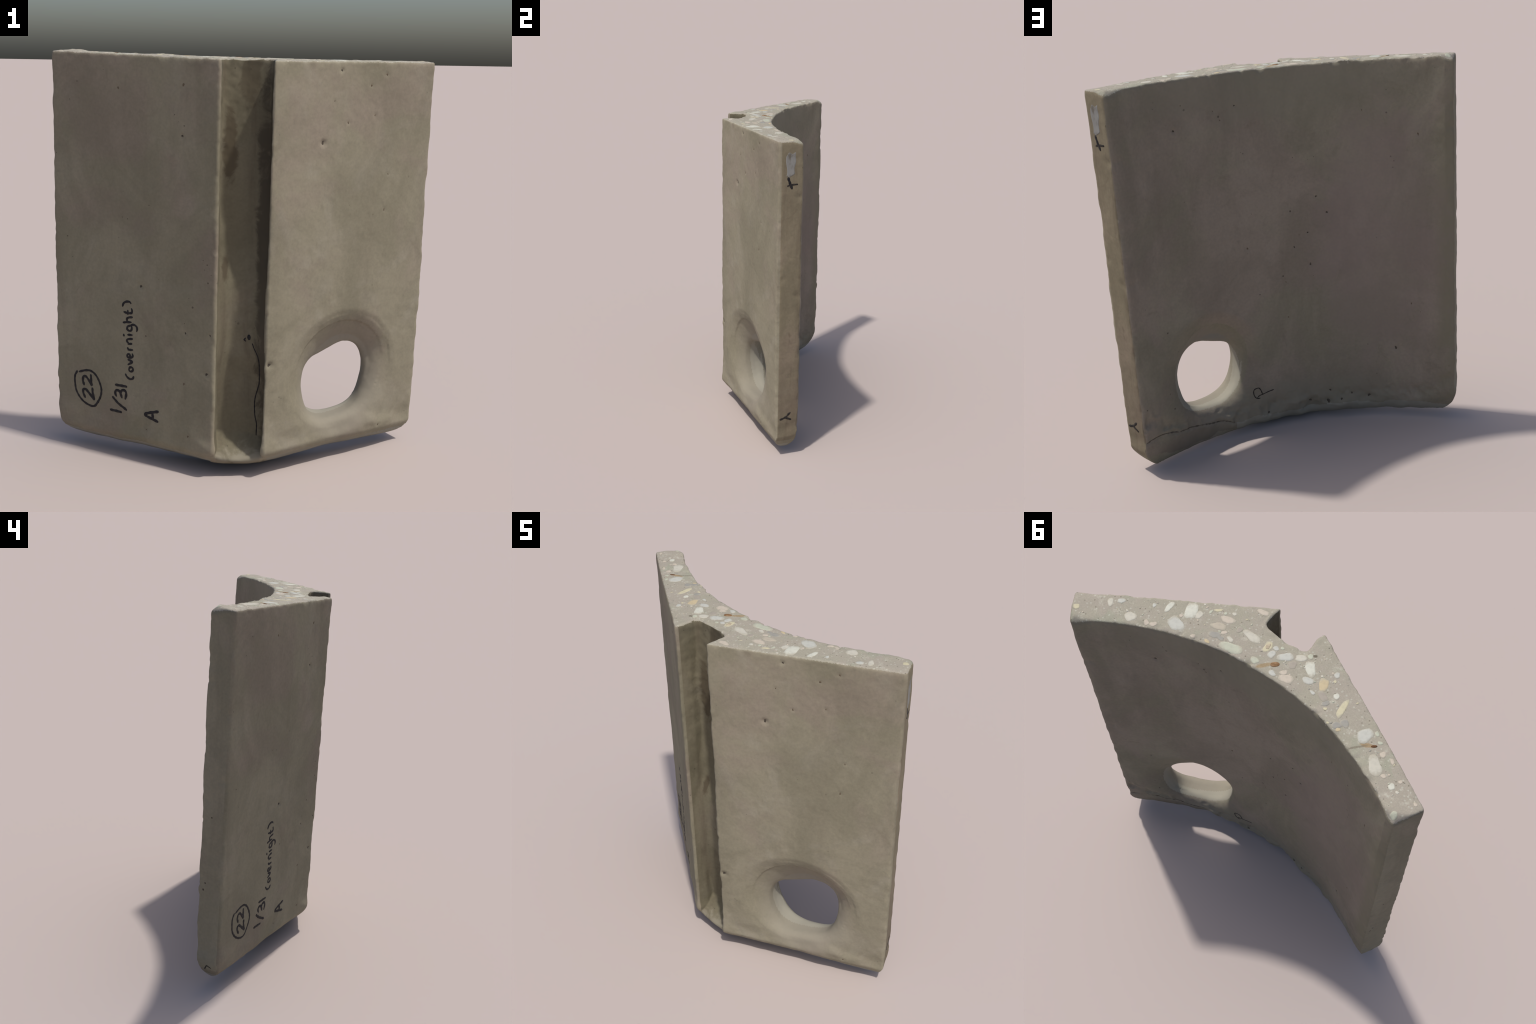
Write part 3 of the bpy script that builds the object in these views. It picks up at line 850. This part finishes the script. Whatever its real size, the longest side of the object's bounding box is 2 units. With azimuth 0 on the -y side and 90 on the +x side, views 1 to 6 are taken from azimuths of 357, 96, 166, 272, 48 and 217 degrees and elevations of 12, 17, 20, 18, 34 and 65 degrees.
# centre, half length, half width, turn in degrees, colour
STONES = [
    (0.867, 0.195, 0.0170, 0.0121, 29, 'straw'),
    (0.759, 0.089, 0.0229, 0.0119, -47, 'chalk'),
    (0.724, 0.055, 0.0184, 0.0114, 32, 'frost'),
    (0.637, 0.098, 0.0262, 0.0218, -14, 'chalk'),
    (0.560, 0.082, 0.0150, 0.0100, -27, 'blush'),
    (0.529, 0.072, 0.0166, 0.0102, 56, 'blush'),
    (0.590, -0.010, 0.0122, 0.0070, -49, 'frost'),
    (0.530, -0.042, 0.0289, 0.0133, -85, 'white'),
    (0.440, -0.085, 0.0430, 0.0279, -68, 'white'),
    (0.396, -0.083, 0.0194, 0.0153, 89, 'chalk'),
    (0.451, 0.013, 0.0375, 0.0283, -27, 'frost'),
    (0.410, -0.145, 0.0070, 0.0049, 50, 'chalk'),
    (0.364, -0.126, 0.0122, 0.0063, 87, 'lichen'),
    (0.350, 0.022, 0.0104, 0.0092, 25, 'blush'),
    (0.458, -0.034, 0.0093, 0.0077, -19, 'blush'),
    (0.342, -0.152, 0.0196, 0.0069, 42, 'straw'),
    (0.276, -0.135, 0.0339, 0.0168, 21, 'blush'),
    (0.272, -0.176, 0.0095, 0.0086, -45, 'chalk'),
    (0.174, -0.256, 0.0260, 0.0134, 11, 'blush'),
    (0.289, -0.084, 0.0329, 0.0181, 14, 'sand'),
    (0.250, -0.071, 0.0152, 0.0084, 49, 'blush'),
    (0.277, -0.039, 0.0253, 0.0157, 20, 'slate'),
    (0.246, -0.039, 0.0176, 0.0094, 2, 'slate'),
    (0.207, -0.058, 0.0171, 0.0096, -17, 'chalk'),
    (0.177, -0.023, 0.0516, 0.0259, 19, 'lichen'),
    (0.138, -0.124, 0.0436, 0.0200, -7, 'chalk'),
    (0.282, 0.009, 0.0179, 0.0077, -29, 'amber'),
    (0.052, -0.121, 0.0286, 0.0156, -75, 'straw'),
    (0.018, -0.134, 0.0138, 0.0106, -26, 'frost'),
    (0.016, -0.099, 0.0185, 0.0157, 78, 'frost'),
    (-0.041, -0.122, 0.0327, 0.0187, 42, 'frost'),
    (-0.099, -0.156, 0.0258, 0.0147, 29, 'chalk'),
    (-0.127, -0.185, 0.0131, 0.0122, -60, 'lichen'),
    (0.058, -0.033, 0.0180, 0.0148, -23, 'lichen'),
    (-0.041, -0.022, 0.0172, 0.0117, -36, 'frost'),
    (-0.080, -0.052, 0.0175, 0.0112, 35, 'blush'),
    (-0.107, -0.034, 0.0292, 0.0197, 18, 'blush'),
    (-0.089, -0.106, 0.0176, 0.0162, 36, 'mauve'),
    (-0.163, -0.133, 0.0385, 0.0196, -52, 'white'),
    (-0.188, -0.080, 0.0271, 0.0141, 16, 'frost'),
    (0.204, -0.122, 0.0150, 0.0124, -85, 'mauve'),
    (-0.004, -0.151, 0.0082, 0.0079, 34, 'lichen'),
    (-0.236, -0.042, 0.0125, 0.0073, -24, 'frost'),
    (-0.253, -0.100, 0.0303, 0.0200, -68, 'amber'),
    (-0.272, -0.172, 0.0147, 0.0126, -53, 'frost'),
    (-0.283, -0.141, 0.0067, 0.0065, 82, 'straw'),
    (-0.329, -0.084, 0.0139, 0.0128, -36, 'white'),
    (-0.281, -0.052, 0.0251, 0.0161, -26, 'mauve'),
    (-0.310, -0.029, 0.0169, 0.0115, 57, 'slate'),
    (-0.382, -0.048, 0.0429, 0.0140, -80, 'straw'),
    (-0.406, 0.030, 0.0201, 0.0141, 51, 'slate'),
    (-0.428, 0.004, 0.0201, 0.0169, 2, 'slate'),
    (-0.528, 0.003, 0.0351, 0.0274, 62, 'frost'),
    (-0.564, -0.033, 0.0140, 0.0075, -50, 'lichen'),
    (-0.597, -0.003, 0.0110, 0.0070, 37, 'lichen'),
    (-0.635, 0.097, 0.0444, 0.0246, -46, 'chalk'),
    (-0.635, 0.036, 0.0133, 0.0121, -36, 'blush'),
    (-0.688, 0.116, 0.0102, 0.0096, 60, 'blush'),
    (-0.739, 0.137, 0.0136, 0.0132, -36, 'white'),
    (-0.682, 0.040, 0.0166, 0.0065, -41, 'blush'),
    (-0.771, 0.145, 0.0077, 0.0068, 49, 'chalk'),
    (-0.757, 0.099, 0.0087, 0.0080, 54, 'blush'),
    (-0.813, 0.237, 0.0147, 0.0144, 75, 'lichen'),
    (-0.367, 0.048, 0.0099, 0.0086, 39, 'straw'),
    (-0.422, 0.044, 0.0104, 0.0074, 37, 'amber'),
    (-0.324, -0.007, 0.0080, 0.0064, 38, 'straw'),
    (-0.223, -0.132, 0.0056, 0.0054, 51, 'chalk'),
    (-0.857, 0.148, 0.0100, 0.0074, -38, 'blush'),
    (0.306, -0.156, 0.0086, 0.0070, -49, 'lichen'),
]


def stone(x, y, a, b, turn, material, name="pebble", proud=0.0010, round_=False):
    """A cut pebble: an angular slab set in the mortar, its rim eased."""
    sides = 18
    t = math.radians(turn)
    ph = [random.uniform(0, 6.28) for _ in range(3)]
    power = random.uniform(2.0, 3.2)
    ring = []
    for k in range(sides):
        u = 2 * math.pi * k / sides
        r = (abs(math.cos(u)) ** power + abs(math.sin(u)) ** power) ** (-1 / power)
        if not round_:
            r *= 1 + 0.09 * math.sin(2 * u + ph[0]) + 0.09 * math.sin(3 * u + ph[1]) + 0.05 * math.sin(5 * u + ph[2])
        ex, ey = 1.08 * a * r * math.cos(u), 1.10 * b * r * math.sin(u)
        p = np.array([x + ex * math.cos(t) - ey * math.sin(t), y + ex * math.sin(t) + ey * math.cos(t)])
        c = np.array([x, y])
        for _ in range(12):          # stop short of the arris
            if section_distance(p[:1], p[1:])[0] < -0.010:
                break
            p = c + 0.9 * (p - c)
        ring.append(p)
    centre = to_world([x, y, float(top_z(np.float64(x), np.float64(y)))])
    centre[2] += LIFT
    verts, faces = [], []
    for s, h in ((1.0, -0.014), (1.0, -0.0004), (0.93, proud * 0.8), (0.6, proud)):
        for p in ring:
            q = np.array([x, y]) + s * (p - np.array([x, y]))
            w = to_world([q[0], q[1], 1.97])
            hit, _, _, _ = SURFACE.ray_cast(Vector((w[0], w[1], 2.2)), Vector((0, 0, -1)), 0.4)
            z = hit.z if hit else centre[2]
            verts.append((w[0] - centre[0], w[1] - centre[1], z + h - centre[2]))
    hit, _, _, _ = SURFACE.ray_cast(Vector((centre[0], centre[1], 2.2)), Vector((0, 0, -1)), 0.4)
    verts.append((0, 0, (hit.z if hit else centre[2]) + proud - centre[2]))
    for lvl in range(3):
        for k in range(sides):
            k2 = (k + 1) % sides
            faces.append((lvl * sides + k, lvl * sides + k2, (lvl + 1) * sides + k2, (lvl + 1) * sides + k))
    for k in range(sides):
        faces.append((3 * sides + k, 3 * sides + (k + 1) % sides, 4 * sides))
    faces.append(tuple(range(sides - 1, -1, -1)))
    return add_mesh(name, verts, faces, material, location=tuple(centre))


sawn = bpy.data.objects["sawn_face"]


GRIT = {k: plain("grit_" + k, tuple(0.6 * v + 0.4 * m for v, m in zip(c, (0.345, 0.318, 0.252))), c, 40) for k, c in STONE_COLOURS.items()}


def gravel(count, seed):
    """Fine sand and chips between the stones, too small to pick out singly."""
    r = random.Random(seed)
    for tone, share in (("chalk", 0.30), ("lichen", 0.22), ("blush", 0.16), ("slate", 0.12), ("mauve", 0.12), ("straw", 0.08)):
        verts, faces = [], []
        for _ in range(int(count * share)):
            for _ in range(50):
                x, y = r.uniform(-0.88, 0.90), r.uniform(-0.31, 0.26)
                if section_distance(np.array([x]), np.array([y]))[0] < -0.016:
                    break
            else:
                continue
            size, start, turn = 0.0028 + 0.0062 * r.random() ** 2.5, len(verts), r.uniform(0, 3.14)
            w = to_world([x, y, 1.97])
            for scale, lift in ((1.0, -0.004), (0.9, 0.0006)):
                for k in range(7):
                    u = 2 * math.pi * k / 7
                    px = size * scale * math.cos(u) * (1 + 0.2 * math.sin(2 * u + turn))
                    py = 0.7 * size * scale * math.sin(u)
                    q = Vector((w[0] + px * math.cos(turn) - py * math.sin(turn), w[1] + px * math.sin(turn) + py * math.cos(turn), 2.2))
                    hit, _, _, _ = SURFACE.ray_cast(q, Vector((0, 0, -1)), 0.4)
                    verts.append((q.x, q.y, (hit.z if hit else w[2]) + lift))
            for k in range(7):
                faces.append((start + k, start + (k + 1) % 7, start + 7 + (k + 1) % 7, start + 7 + k))
            faces.append(tuple(start + 7 + k for k in range(7)))
            faces.append(tuple(start + 6 - k for k in range(7)))
        add_mesh("gravel", verts, faces, GRIT[tone], parent=sawn)["kind"] = "stuff"


gravel(120, 5)
for x, y, a, b, turn, colour in STONES:
    stone(x, y, a, b, turn, STONE_MATERIALS[colour]).parent = sawn
# the straw-coloured ring pebble has a tan heart
stone(0.052, -0.123, 0.0150, 0.0085, -75, plain("tan_stone", (0.36, 0.30, 0.215), (0.42, 0.36, 0.26), 50), proud=0.0022).parent = sawn
# ends of two cut steel wires, rusted
RUST = plain("rusty_steel", (0.175, 0.095, 0.042), (0.260, 0.165, 0.090), 70, 0.8)
DARK_RUST = plain("dark_rusty_steel", (0.080, 0.038, 0.018), (0.150, 0.070, 0.026), 90, 0.85)
stone(-0.026, -0.065, 0.0190, 0.0115, 40, RUST, "steel_wire", 0.0018, True).parent = sawn
stone(-0.585, 0.024, 0.0125, 0.0055, 38, DARK_RUST, "steel_wire", 0.0016, True).parent = sawn
